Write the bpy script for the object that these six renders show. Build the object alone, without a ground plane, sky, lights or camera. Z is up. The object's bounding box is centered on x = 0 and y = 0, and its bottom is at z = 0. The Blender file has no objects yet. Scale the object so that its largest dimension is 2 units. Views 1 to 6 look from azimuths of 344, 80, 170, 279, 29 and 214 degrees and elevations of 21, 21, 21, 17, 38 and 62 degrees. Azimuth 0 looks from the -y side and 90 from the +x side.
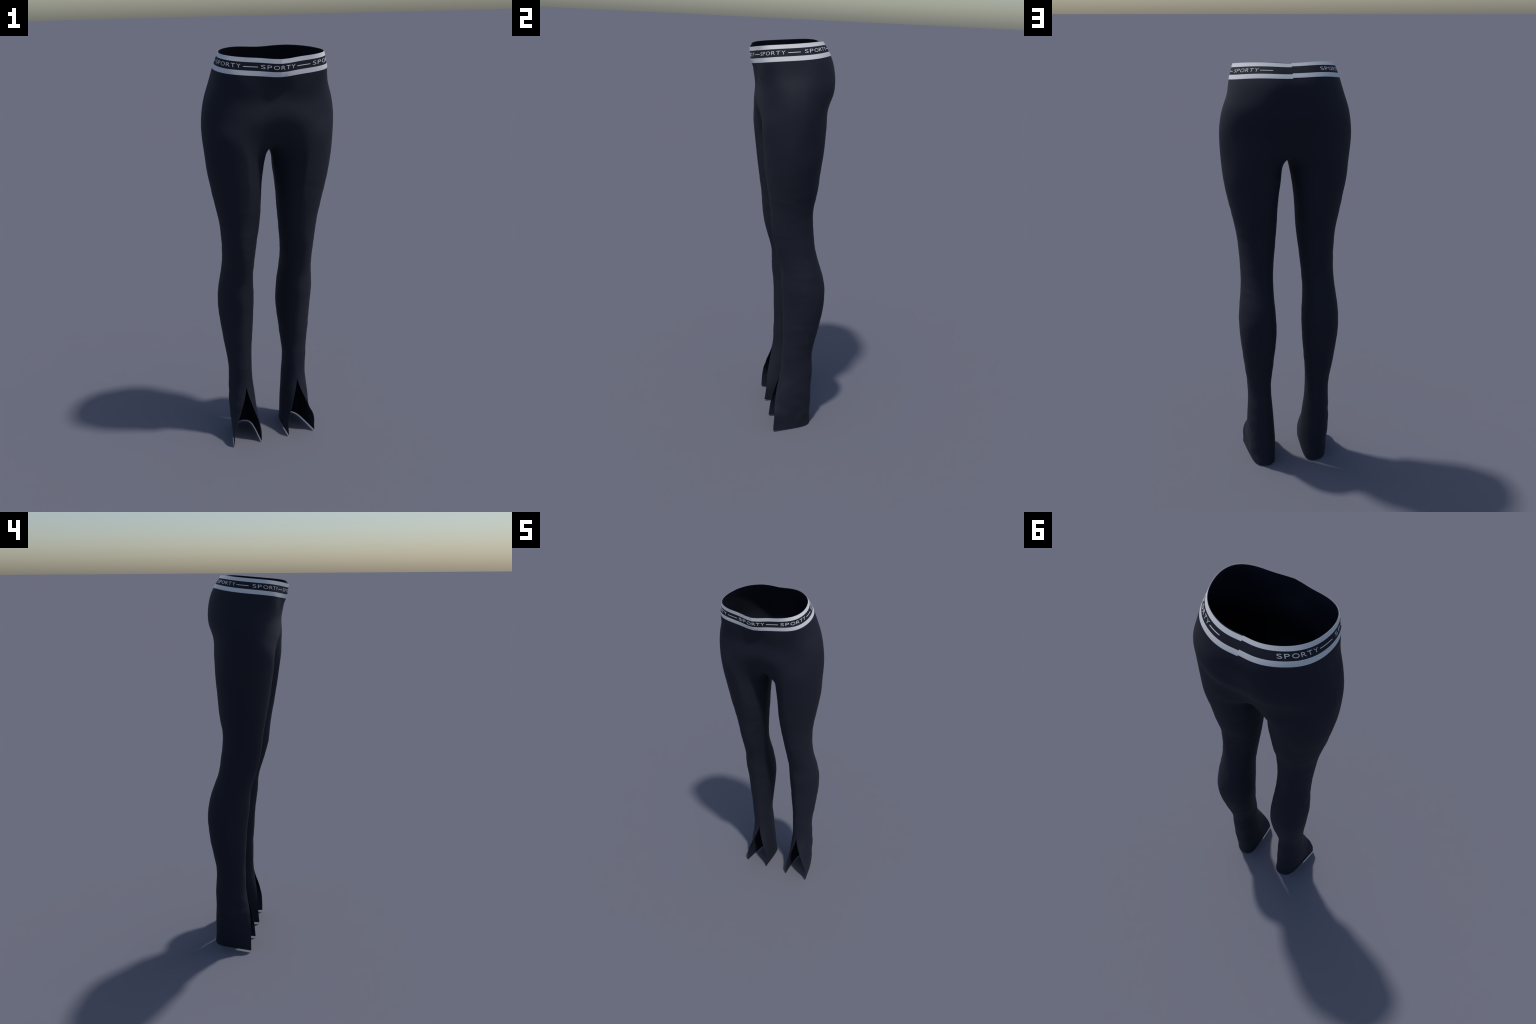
"""Black sports leggings with slit hems and a striped, lettered waistband.
Half the garment is lofted through cross-sections (legs: blended super-ellipses, hips: super-ellipses,
waistband: polar profiles), joined by a saddle at the crotch, mirrored, given cloth thickness and split
into hip, leg and waistband parts."""
import bpy, bmesh
from mathutils import noise, Vector
import numpy as np
# ---- stations along the body (metres above ground) ----
LEG_Z = np.array([.009,.08,.16,.24,.33,.42,.52,.62,.72,.82,.92,1.02,1.12,1.22,1.32,1.41,1.485,1.535])
HIP_Z = np.array([1.66,1.705,1.75,1.80,1.855]); HIP_LOW = .062
BAND_U0, BAND_U1 = 1.9135, 1.979
HIP_TILT = np.array([.01,.03,.055,.08,.11])
CROTCH_Z = 1.566; CROTCH_U = 1.575
# how far the centre line falls back from the hip profile: groin in front, cleft behind (depth, half width)
FRONT_DIP = [(.080,.115),(.019,.085),(.002,.07),(0,.07),(0,.07)]
BACK_DIP  = [(.056,.085),(.026,.085),(.024,.08),(.028,.08),(.016,.07)]
# plan of the hem, outer tip -> heel -> inner tip
HEM_OUT = np.array([[.225,-.036],[.218,.005],[.210,.05],[.199,.103],[.185,.145],[.164,.171],[.136,.181]])
HEM_IN  = np.array([[.076,-.039],[.075,0.],[.0745,.04],[.0745,.085],[.077,.125],[.087,.160],[.108,.178],[.136,.181]])
# slit edges of a trouser leg, hem -> apex
SLIT_OUT = np.array([[.2244,-.0382],[.2216,-.0353],[.198,-.0312],[.1642,-.0179],[.1395,.002]])
SLIT_IN  = np.array([[.0771,-.0398],[.0759,-.0330],[.0954,-.0261],[.1198,-.0134],[.1395,.002]])
# waist rim and lower edge of the waistband: polar profile about (0,-.03), every 15 deg from the front
RIM_R = np.array([.1760,.1736,.1818,.2076,.2318,.2330,.2217,.2103,.1967,.1821,.1688,.1569,.1504])
RIM_Z = np.array([1.9555,1.9582,1.9628,1.9671,1.9735,1.9796,1.985,1.9902,1.9947,1.9971,1.9965,1.9942,1.9929])
BOT_R = np.array([.1635,.1632,.1735,.2000,.2393,.2498,.2466,.2416,.2334,.2209,.2094,.1979,.1904])
BOT_Z = np.array([1.8850,1.8872,1.8915,1.8960,1.9035,1.911,1.917,1.9232,1.9299,1.9354,1.9373,1.9361,1.9351])
def spline_matrix(x, xq):
    n=len(x);h=np.diff(x);A=np.zeros((n,n));R=np.zeros((n,n))
    A[0,0]=A[-1,-1]=1
    for i in range(1,n-1):
        A[i,i-1]=h[i-1];A[i,i]=2*(h[i-1]+h[i]);A[i,i+1]=h[i]
        R[i,i-1]=6/h[i-1];R[i,i]=-6/h[i-1]-6/h[i];R[i,i+1]=6/h[i]
    Mm=np.linalg.solve(A,R); xq=np.asarray(xq,float)
    i=np.clip(np.searchsorted(x,xq)-1,0,n-2); a=(x[i+1]-xq)/h[i]; b=(xq-x[i])/h[i]; q=np.arange(len(xq))
    out=((a**3-a)*h[i]**2/6)[:,None]*Mm[i]+((b**3-b)*h[i]**2/6)[:,None]*Mm[i+1]
    out[q,i]+=a; out[q,i+1]+=b
    return out
def spow(v,p): return np.sign(v)*np.abs(v)**p
def leg_section(p, phi, z, eo=None, ei=None, flat=0):
    cx,ao,ai,cy,bf,bb,nf,nb=p
    s,c=np.sin(phi),np.cos(phi); # groin side of the upper thigh falls away, back of the outer thigh is leaner
    gi=1-.28*np.clip((z-1.28)/.15,0,1); go=1-.11*np.clip(1.6-abs(z-1.28)/.14,0,1)
    n=np.where(c>0,np.where(s<0,nf*gi,nf),np.where(s>0,nb*go,nb))
    X=spow(s,2/n);Y=spow(c,2/n)
    x=cx+np.where(s>0,ao,ai)*X; y=cy-np.where(c>0,bf,bb)*Y
    if eo is not None:
        f=c>1e-9; o=s>=0
        T=np.clip(np.abs(phi)/(np.pi/2),0,1)   # flat: the flap runs straight to its edge
        G=(1-flat)*np.abs(X)+flat*T; Y=np.where(f,(1-flat)*Y+flat*(1-T),Y)
        x=np.where(f,np.where(o,eo[0]+(cx+ao-eo[0])*G, ei[0]+(cx-ai-ei[0])*G),x)
        y=np.where(f,cy-(cy-np.where(o,eo[1],ei[1]))*Y,y)
    return np.stack([x,y,np.full_like(x,z)],-1)
def hem_section(phi):
    out=[]
    for a in phi:
        w=np.mod(a,2*np.pi); P=HEM_OUT if 0<=a<=np.pi else HEM_IN
        k=(a if 0<=a<=np.pi else min(w,2*np.pi-w) if a>0 else -a)/np.pi
        s=np.r_[0,np.cumsum(np.linalg.norm(np.diff(P,axis=0),axis=1))]; q=[k*s[-1]]
        M=spline_matrix(s,q)@P; out.append([M[0,0],M[0,1],.008-.005*k])
    return np.array(out)
def hip_section(p, k, zc, tilt, t, first):
    a,ym,bf,bb,nf,nb=p
    s,c=np.sin(t),np.cos(t);n=np.where(c>0,nf,nb)
    x=a*np.abs(s)**(2/n);y=ym-np.where(c>0,bf,bb)*spow(c,2/n)
    d,w=np.where(c>0,FRONT_DIP[k][0],-BACK_DIP[k][0]),np.where(c>0,FRONT_DIP[k][1],BACK_DIP[k][1])
    y=y+d*np.exp(-(x/w)**2)*np.abs(c)**.5
    z=zc+tilt*y
    z=z-(HIP_LOW*np.abs(c)**6 if first else HIP_LOW*.3*np.abs(c)**6 if k==1 else 0)
    return np.stack([x,y,z],-1)
def polar_section(R,Z,ang):
    M=spline_matrix(np.radians(np.arange(-30,211,15.)),ang)
    # mirrored continuation at the back; at the front the profile folds in a slight ridge
    ext=lambda v,k: np.r_[(3*v[0]-2*v[1],2*v[0]-v[1]) if k else (v[2],v[1]),v,v[-2],v[-3]]
    r=M@ext(R,1);z=M@ext(Z,0)
    return np.stack([r*np.sin(ang),-.03-r*np.cos(ang),z],-1)
def loft(K, UK, UQ):
    """cubic spline through the knots of every column, by chord length; UQ are heights on the scale UK"""
    i=np.clip(np.searchsorted(UK,UQ)-1,0,len(UK)-2); fr=(UQ-UK[i])/(UK[i+1]-UK[i])
    out=np.empty((len(UQ),K.shape[1],3))
    for c in range(K.shape[1]):
        s=np.r_[0,np.cumsum(np.maximum(np.linalg.norm(np.diff(K[:,c],axis=0),axis=1),1e-4))]
        out[:,c]=spline_matrix(s,s[i]+fr*(s[i+1]-s[i]))@K[:,c]
    return out
def build(L,H,step,UO,UI,lip=False):
    """L: leg stations x 8, H: hip stations x 6 -> outer grid, inner grid, slit column (inner lip)"""
    po=np.radians(np.arange(-50,230.01,step)); po[np.abs(po)<1e-9]=0; pi_=np.radians(np.arange(-50-step,-130+step/2,-step))
    t=np.linspace(0,np.pi,len(po))
    ko=[];ki=[];kl=[];nl=len(LEG_Z)
    for k in range(nl):
        e=(SLIT_OUT[k],SLIT_IN[k],(1,.9,.6,.3,0)[k]) if k<5 else (None,None)
        z=LEG_Z[k]
        ko.append(leg_section(L[k],po,z,*e)); ki.append(leg_section(L[k],pi_,z,*e))
        kl.append(leg_section(L[k],np.array([-1e-7]),z,*e))
        if k==0: ko[-1],ki[-1],kl[-1]=hem_section(po),hem_section(pi_),hem_section(np.array([-1e-7]))
    for k in range(len(HIP_Z)): ko.append(hip_section(H[k],k,HIP_Z[k],HIP_TILT[k],t,k==0))
    ang=np.arctan2(ko[-1][:,0],-(ko[-1][:,1]+.03)); ang[0]=0; ang[-1]=np.pi
    ko.append(polar_section(BOT_R,BOT_Z,ang)); ko.append(polar_section(RIM_R,RIM_Z,ang))
    ko=np.array(ko);ki=np.array(ki)
    UK=np.r_[LEG_Z,HIP_Z,BAND_U0,BAND_U1]
    O=loft(ko,UK,UO)
    up=UO>=HIP_Z[0]-1e-6
    O[up,0,0]=0;O[up,-1,0]=0
    O[:,:,0]=np.maximum(O[:,:,0],0)
    # crotch saddle
    f0=ko[nl][0];b0=ko[nl][-1]
    w=np.linspace(0,np.pi,ki.shape[1]+2)[1:-1]
    y=(f0[1]+b0[1])/2-np.cos(w)*(b0[1]-f0[1])/2
    s=-np.cos(w)
    z=CROTCH_Z+(np.where(s<0,f0[2],b0[2])-CROTCH_Z)*np.abs(s)**2.3
    c=np.stack([0*y,y,z],-1)[None]
    mir=np.array([-1,1,1.])
    ki=np.concatenate([ki,c,ki[-1:]*mir,ki[-2:-1]*mir])
    UIK=np.r_[LEG_Z,CROTCH_U,2*CROTCH_U-1.535,2*CROTCH_U-1.485]
    I=loft(ki,UIK,UI)
    if not lip: return O,I,po,pi_
    kl=np.concatenate([np.array(kl),ko[nl:,int(np.argmin(np.abs(po)))][:,None]])
    return O,I,loft(kl,UK,UO),po

# ------------------------------------------------------------------ cross-section tables
# leg stations: centre x, outer / inner half width, centre y, front / back depth, roundness front / back
LEG = np.array([
    [0.1292, 0.0757, 0.0709, 0.045, 0.1247, 0.1317, 2.101, 2.098],
    [0.1324, 0.0782, 0.0654, 0.0568, 0.1141, 0.1187, 2.102, 2.073],
    [0.1356, 0.0769, 0.0638, 0.0687, 0.1036, 0.1058, 2.091, 2.091],
    [0.1372, 0.0763, 0.0598, 0.0755, 0.0936, 0.0948, 2.023, 2.023],
    [0.1392, 0.0692, 0.0539, 0.0871, 0.0851, 0.0837, 1.875, 1.994],
    [0.1404, 0.0676, 0.0504, 0.0833, 0.0792, 0.08, 2.062, 2.027],
    [0.1446, 0.0732, 0.0606, 0.0959, 0.0925, 0.0749, 1.913, 2.147],
    [0.1465, 0.0836, 0.0728, 0.1011, 0.1046, 0.0874, 1.792, 2.139],
    [0.1455, 0.0949, 0.0802, 0.1024, 0.1126, 0.0971, 1.642, 2.222],
    [0.1484, 0.0952, 0.0835, 0.0898, 0.1127, 0.1075, 1.696, 2.105],
    [0.1429, 0.0905, 0.0709, 0.0729, 0.1045, 0.0984, 1.845, 2.096],
    [0.1484, 0.0773, 0.0786, 0.0449, 0.106, 0.0921, 1.824, 1.959],
    [0.1525, 0.0768, 0.0923, 0.0246, 0.11, 0.095, 1.773, 1.933],
    [0.1496, 0.089, 0.0997, 0.0096, 0.1067, 0.1016, 1.852, 2.167],
    [0.1393, 0.1189, 0.096, 0.0037, 0.1175, 0.124, 1.953, 2.156],
    [0.1316, 0.1437, 0.0966, 0.0008, 0.13, 0.1344, 1.961, 2.102],
    [0.1364, 0.1513, 0.1127, -0.002, 0.1375, 0.142, 1.914, 2.051],
    [0.1404, 0.1535, 0.126, -0.012, 0.1342, 0.1548, 1.858, 1.968]
])
# hip stations: half width, y of the widest point, front / back depth, roundness front / back
HIP = np.array([
    [0.3021, 0.0033, 0.1894, 0.1736, 2.268, 1.853],
    [0.3006, -0.0011, 0.1694, 0.174, 2.388, 1.957],
    [0.2946, -0, 0.1658, 0.1989, 2.549, 1.823],
    [0.2817, -0, 0.1637, 0.206, 2.808, 1.866],
    [0.2614, -0.002, 0.1696, 0.1975, 3.098, 1.918]
])
STEP = 2.5
CLOTH = 0.0022

# ------------------------------------------------------------------ materials
def node_material(name, build_nodes):
    m = bpy.data.materials.new(name); m.use_nodes = True
    nt = m.node_tree
    bsdf = next(n for n in nt.nodes if n.type == 'BSDF_PRINCIPLED')
    build_nodes(nt, bsdf)
    return m

def cloth_nodes(dark, light, rough, scale, bump, sheen, spec=.5):
    def f(nt, bsdf):
        tc = nt.nodes.new('ShaderNodeTexCoord')
        mp = nt.nodes.new('ShaderNodeMapping'); mp.inputs['Scale'].default_value = (1, 1, .6)
        nt.links.new(tc.outputs['Object'], mp.inputs['Vector'])
        nz = nt.nodes.new('ShaderNodeTexNoise'); nz.inputs['Scale'].default_value = scale
        nz.inputs['Detail'].default_value = 3
        nt.links.new(mp.outputs['Vector'], nz.inputs['Vector'])
        cr = nt.nodes.new('ShaderNodeValToRGB')
        cr.color_ramp.elements[0].position = .3; cr.color_ramp.elements[1].position = .7
        cr.color_ramp.elements[0].color = (*dark, 1); cr.color_ramp.elements[1].color = (*light, 1)
        nt.links.new(nz.outputs['Fac'], cr.inputs['Fac'])
        nt.links.new(cr.outputs['Color'], bsdf.inputs['Base Color'])
        bp = nt.nodes.new('ShaderNodeBump'); bp.inputs['Strength'].default_value = bump
        bp.inputs['Distance'].default_value = .0004
        nt.links.new(nz.outputs['Fac'], bp.inputs['Height'])
        nt.links.new(bp.outputs['Normal'], bsdf.inputs['Normal'])
        bsdf.inputs['Roughness'].default_value = rough
        bsdf.inputs['Specular IOR Level'].default_value = spec
        bsdf.inputs['Sheen Weight'].default_value = sheen
    return f

FABRIC = node_material('black_stretch_fabric', cloth_nodes((0.0030, 0.0050, 0.0153), (0.0034, 0.0056, 0.0173), .8, 420, .15, 0, .5))
BAND = node_material('black_elastic', cloth_nodes((0.0030, 0.0050, 0.0153), (0.0034, 0.0056, 0.0173), .8, 420, .15, 0, .5))
WHITE = node_material('pale_grey_elastic', cloth_nodes((.69, .69, .705), (.73, .73, .745), .75, 380, .15, 0))
INK = node_material('pale_grey_print', cloth_nodes((.69, .69, .705), (.73, .73, .745), .7, 380, .05, 0))

# ------------------------------------------------------------------ the lofted surface (right half)
def rows(a, b, n): return np.linspace(a, b, n + 1)[:-1]
N_SADDLE = 12
U_LOW = np.concatenate([rows(.009, .33, 44), rows(.33, 1.535, 150)])
UO = np.concatenate([U_LOW, rows(1.535, HIP_Z[0], N_SADDLE), rows(HIP_Z[0], BAND_U0, 34), np.linspace(BAND_U0, BAND_U1, 13)])
UI = np.concatenate([U_LOW, np.linspace(1.535, CROTCH_U, N_SADDLE + 1)])
R_SLIT, R_LEG, R_HIP = 44, len(U_LOW), len(U_LOW) + N_SADDLE
R_BAND = R_HIP + 34
O, I, LIP, PO = build(LEG, HIP, STEP, UO, UI, lip=True)
NC = O.shape[1]; C_SLIT = int(np.argmin(np.abs(PO)))
# below the apex the front column is two separate lips; above it they are one line
mid = (O[R_SLIT:len(UO), C_SLIT] + LIP[R_SLIT:, 0]) / 2
O[R_SLIT:, C_SLIT] = mid

verts, quads, tag = [], [], []
def vid(p): verts.append(p); return len(verts) - 1
MIRROR = np.array([-1, 1, 1.])
def add_half(sign):
    k = np.array([sign, 1, 1.])
    go = np.array([[vid(p * k) for p in row] for row in O])
    gi = np.array([[vid(p * k) for p in row] for row in I])
    gl = np.array([vid(p * k) for p in LIP[:R_SLIT, 0]])
    leg = 'leg' if sign > 0 else 'leg.001'
    def face(a, b, c, d, t):
        quads.append((a, b, c, d) if sign > 0 else (d, c, b, a)); tag.append(t)
    for r in range(len(UO) - 1):
        t = leg if r < R_LEG else 'hip' if r < R_BAND else 'band'
        for c in range(NC - 1):
            a, b, e, f = go[r, c], go[r, c + 1], go[r + 1, c + 1], go[r + 1, c]
            if c + 1 == C_SLIT and r < R_SLIT:
                b = gl[r]; e = gl[r + 1] if r + 1 < R_SLIT else e
            face(a, b, e, f, t)
    # inner thigh strip: from the back column round the inside to the front column
    ring = np.concatenate([go[:len(UI), :1], gi, go[:len(UI), -1:]], axis=1)
    for r in range(len(UI) - 1):
        t = leg if r < R_LEG else 'hip'
        for c in range(ring.shape[1] - 1):
            face(ring[r, c + 1], ring[r, c], ring[r + 1, c], ring[r + 1, c + 1], t)
add_half(1); add_half(-1)

# weld the halves on the centre line
V = np.array(verts); key = {}; remap = np.zeros(len(V), int); keep = []
for i, p in enumerate(V):
    k = tuple(np.round(p * 5e4).astype(int)) if abs(p[0]) < 1e-6 else ('free', i)
    if k not in key: key[k] = len(keep); keep.append(i)
    remap[i] = key[k]
V = V[keep]; F = remap[np.array(quads)]; tag = np.array(tag)
V[np.abs(V[:, 0]) < 1e-6, 0] = 0

def smooth01(x): x = np.clip(x, 0, 1); return x * x * (3 - 2 * x)

def relax(V, F, w, factors):
    """weighted Laplacian steps on the vertices where w > 0"""
    E = np.concatenate([F[:, [j, (j + 1) % 4]] for j in range(4)])
    E = E[(w[E] > 0).any(axis=1)]
    act, inv = np.unique(E, return_inverse=True); E = inv.reshape(E.shape); n = len(act)
    a = np.r_[E[:, 0], E[:, 1]]; b = np.r_[E[:, 1], E[:, 0]]
    cnt = np.bincount(a, minlength=n)[:, None]; P = V[act]; wl = w[act][:, None]
    for f in factors:
        avg = np.stack([np.bincount(a, P[b, k], n) for k in range(3)], 1) / cnt
        P = P + (avg - P) * wl * f
    V[act] = P

# relax the join of legs and hips (alternating shrink / grow steps keep the volume), then the crotch saddle
z = V[:, 2]
relax(V, F, smooth01((z - 1.20) / .10) * smooth01((1.80 - z) / .07), [.6, -.607] * 200)
z = V[:, 2]
relax(V, F, smooth01(1.6 - np.abs(z - 1.585) / .04) * smooth01(1.6 - np.abs(V[:, 0]) / .05), [.5] * 12)

def vertex_normals(V, F):
    d1 = V[F[:, 2]] - V[F[:, 0]]; d2 = V[F[:, 3]] - V[F[:, 1]]
    fn = np.cross(d1, d2); n = np.zeros_like(V)
    for j in range(4):
        for k in range(3): n[:, k] += np.bincount(F[:, j], fn[:, k], len(V))
    return n / (np.linalg.norm(n, axis=1)[:, None] + 1e-12)

# ------------------------------------------------------------------ soft wrinkles
N = vertex_normals(V, F)
z = V[:, 2]
amp = .0012 * smooth01((z - .30) / .1) * smooth01((1.52 - z) / .15)
flap = .0046 * smooth01((.36 - z) / .1) * smooth01(z / .06) * smooth01((np.abs(V[:, 0]) - .16) / .03)
disp = np.zeros(len(V))
for i, p in enumerate(V):
    x = p[0] + (3. if p[0] < 0 else 0.)
    if amp[i] > 0:
        disp[i] += amp[i] * (noise.noise(Vector((x * 9, p[1] * 9, p[2] * 26))) + .5 * noise.noise(Vector((x * 16, p[1] * 16 + 5, p[2] * 60))))
    if flap[i] > 0:
        disp[i] += flap[i] * noise.noise(Vector((x * 5, p[1] * 17 + p[2] * 10, p[2] * 15 - p[1] * 6)))
disp[np.abs(V[:, 0]) < 1e-6] *= .3
V = V + N * disp[:, None]
# the wearer's left thigh (+x) swells a touch more than the right one
V[:, 0] += np.where(V[:, 0] > 0, .0045, 0) * np.exp(-((V[:, 2] - 1.45) / .085) ** 2) * smooth01(np.abs(V[:, 0]) / .25) * smooth01(.6 - V[:, 1] / .12)
N = vertex_normals(V, F)

# ------------------------------------------------------------------ parts with cloth thickness
edge_use = {}
for f in F:
    for j in range(4):
        e = (f[j], f[(j + 1) % 4]); k = (min(e), max(e)); edge_use[k] = edge_use.get(k, 0) + 1

root = bpy.data.objects.new('leggings', None)
root.empty_display_size = .2
bpy.context.scene.collection.objects.link(root)
root['label'] = 'black slit-hem sports leggings with striped lettered waistband'
root['category'] = 'leggings'

def make_object(name, verts, faces, loop_normals, mat, parent):
    me = bpy.data.meshes.new(name)
    me.from_pydata([tuple(v) for v in verts], [], [tuple(int(i) for i in f) for f in faces])
    me.polygons.foreach_set('use_smooth', [True] * len(me.polygons))
    if loop_normals is not None:
        me.normals_split_custom_set([tuple(n) for n in loop_normals])
    me.materials.append(mat); me.update()
    ob = bpy.data.objects.new(name, me)
    bpy.context.scene.collection.objects.link(ob); ob.parent = parent
    return ob

def cloth_part(name, t, mat):
    sel = F[tag == t]; used = np.unique(sel); loc = {g: i for i, g in enumerate(used)}; n = len(used)
    vs = np.vstack([V[used], V[used] - N[used] * CLOTH])
    fs, ln = [], []
    for f in sel:
        q = [loc[g] for g in f]
        fs.append(q); ln += [N[g] for g in f]
        fs.append([i + n for i in q[::-1]]); ln += [-N[g] for g in f[::-1]]
        for j in range(4):
            a, b = f[j], f[(j + 1) % 4]
            if edge_use[(min(a, b), max(a, b))] == 1:      # free cloth edge: hem, slit, waist
                la, lb = loc[a], loc[b]
                nn = np.cross(V[b] - V[a], N[a]); nn /= np.linalg.norm(nn) + 1e-12
                fs.append([lb, la, la + n, lb + n]); ln += [nn] * 4
    return make_object(name, vs, fs, ln, mat, root)

cloth_part('hip_section', 'hip', FABRIC)
cloth_part('leg', 'leg', FABRIC)
cloth_part('leg.001', 'leg.001', FABRIC)
waistband = cloth_part('waistband', 'band', BAND)

# ------------------------------------------------------------------ waistband surface as (arc, height) chart
# full loop of columns from the back seam round the left side (-x), front, right side (+x), back seam
cols = np.arange(NC)
FH = np.concatenate([np.linspace(-.12, 0, 4)[:-1], np.linspace(0, 1, 13)])
def band_rows():
    a = BAND_U0 + FH * (BAND_U1 - BAND_U0)
    G, _, _, _ = build(LEG, HIP, STEP, a, UI[:2], lip=True)
    return np.concatenate([G[:, ::-1] * MIRROR, G[:, 1:]], axis=1)
CH = band_rows()
du = np.gradient(CH, axis=1); dv = np.gradient(CH, axis=0)
CN = np.cross(du, dv); CN /= np.linalg.norm(CN, axis=2)[:, :, None]
mid_line = CH[np.argmin(np.abs(FH - .5))]
arc = np.r_[0, np.cumsum(np.linalg.norm(np.diff(mid_line, axis=0), axis=1))]
arc -= arc[NC - 1]
HALF = arc[-1]
def chart(s, f, off):
    """point on the band at arc s (0 = front centre, + towards +x), height fraction f, raised by off"""
    s = np.asarray(s, float); f = np.asarray(f, float)
    ci = np.clip(np.interp(s, arc, np.arange(len(arc))), 0, len(arc) - 1.0001); c0 = ci.astype(int); a = (ci - c0)[..., None]
    ri = np.clip(np.interp(f, FH, np.arange(len(FH))), 0, len(FH) - 1.0001); r0 = ri.astype(int); b = (ri - r0)[..., None]
    def bil(A): return (A[r0, c0]*(1-a)+A[r0, c0+1]*a)*(1-b)+(A[r0+1, c0]*(1-a)+A[r0+1, c0+1]*a)*b
    n = bil(CN); n /= np.linalg.norm(n, axis=-1)[..., None]
    extra = np.maximum(f - 1, 0)[..., None] * np.array([0, 0, .066])
    return bil(CH) + extra + n * np.asarray(off)[..., None], n

def seam_offset(s):
    k = smooth01((np.abs(s) / HALF - .42) / .58)
    return np.where(s > 0, -.034, .024) * k

def stripe(name, f0, f1, top):
    s = arc.copy(); m = len(s); k = 5
    vs, fs, ln = [], [], []
    d = seam_offset(s)
    f_lo = f0 + d; f_hi = f1 + d
    if top: f_hi = np.minimum(f_hi, .995); 
    grid = {}
    for lev, off in (('o', .0006), ('i', -.0004)):
        for j in range(k):
            t = j / (k - 1)
            p, n = chart(s, f_lo + (f_hi - f_lo) * t, np.full(m, off))
            grid[lev, j] = (len(vs), n); vs += list(p)
    def quad(q, nn): fs.append(q); ln.extend(nn)
    for j in range(k - 1):
        a, na = grid['o', j]; b, nb = grid['o', j + 1]
        for c in range(m - 1):
            n4 = [na[c], na[c + 1], nb[c + 1], nb[c]]
            if c == NC - 2 or c == NC - 1:   # crisp fold at the centre front
                fnv = np.cross(vs[a+c+1]-vs[a+c], vs[b+c]-vs[a+c]); fnv /= np.linalg.norm(fnv); n4 = [fnv]*4
            quad([a + c, a + c + 1, b + c + 1, b + c], n4)
    for c in range(m - 1):
        for j, sg in ((0, 1), (k - 1, -1)):
            a = grid['o', j][0] + c; b = grid['i', j][0] + c
            q = [a, b, b + 1, a + 1] if sg > 0 else [a + 1, b + 1, b, a]
            nn = np.array([0, 0, -sg * 1.]); quad(q, [nn] * 4)
    return make_object(name, vs, fs, ln, WHITE, waistband)

stripe('stripe', 0.0, .277, False)
stripe('stripe.001', .750, 1.0, True)

# ------------------------------------------------------------------ lettering: SPORTY words and dashes
def glyph_mesh(ch):
    cu = bpy.data.curves.new('glyph', 'FONT'); cu.body = ch; cu.size = 1; cu.extrude = .05
    cu.resolution_u = 6; cu.offset = -.010
    ob = bpy.data.objects.new('glyph', cu); bpy.context.scene.collection.objects.link(ob)
    dg = bpy.context.evaluated_depsgraph_get(); me = bpy.data.meshes.new_from_object(ob.evaluated_get(dg))
    bpy.data.objects.remove(ob); bpy.data.curves.remove(cu)
    co = np.array([v.co[:] for v in me.vertices]); fs = [tuple(p.vertices) for p in me.polygons]
    bpy.data.meshes.remove(me)
    return co, fs

# letter left edges and widths along the word (fractions of word length), drawn wide with open spacing
LETTERS = [('S', 0.0, .120), ('P', .175, .125), ('O', .352, .167), ('R', .562, .122), ('T', .715, .128), ('Y', .878, .122)]
WORDS = [(-.540, -.397), (-.311, -.168), (-.0845, .064), (.149, .292), (.380, .527)]
DASHES = [(-.390, -.330), (-.158, -.0975), (.074, .136), (.304, .3605), (.534, .589)]
TEXT_F, TEXT_H, DASH_H = .414, .216, .038
glyphs = {c: glyph_mesh(c) for c, _, _ in LETTERS}

def raised(name, co, fs):
    """co: (s, f, level 0/1) -> geometry lying on the band"""
    d = seam_offset(co[:, 0])
    p, _ = chart(co[:, 0], co[:, 1] + d, np.where(co[:, 2] > 0, .0007, -.0003))
    me = bpy.data.meshes.new(name); me.from_pydata([tuple(q) for q in p], [], fs)
    me.materials.append(INK); me.update()
    ob = bpy.data.objects.new(name, me); bpy.context.scene.collection.objects.link(ob); ob.parent = waistband
    return ob
count = 0
for w0, w1 in WORDS:
    for ch, x0, wd in LETTERS:
        co, fs = glyphs[ch]
        lo, hi = co.min(0), co.max(0)
        u = (co[:, 0] - lo[0]) / (hi[0] - lo[0]); v = (co[:, 1] - lo[1]) / (hi[1] - lo[1])
        s = w0 + (w1 - w0) * (x0 + wd * u); f = TEXT_F + TEXT_H * v
        raised('letter' + ('.%03d' % count if count else ''), np.stack([s, f, co[:, 2]], 1), fs); count += 1
for k, (s0, s1) in enumerate(DASHES):
    n = 12; s = np.linspace(s0, s1, n + 1); fm = .50
    pts, fs = [], []
    for lev in (1, -1):
        for f in (fm - DASH_H / 2, fm + DASH_H / 2):
            pts += [(a, f, lev) for a in s]
    m = n + 1
    for i in range(n):
        fs.append((i, i + 1, m + i + 1, m + i)); fs.append((i + 1, i, 2*m + i, 2*m + i + 1))
        fs.append((m + i, m + i + 1, 3*m + i + 1, 3*m + i))
    fs.append((0, m, 3*m, 2*m)); fs.append((m + n, n, 2*m + n, 3*m + n))
    raised('dash' + ('.%03d' % k if k else ''), np.array(pts), fs)
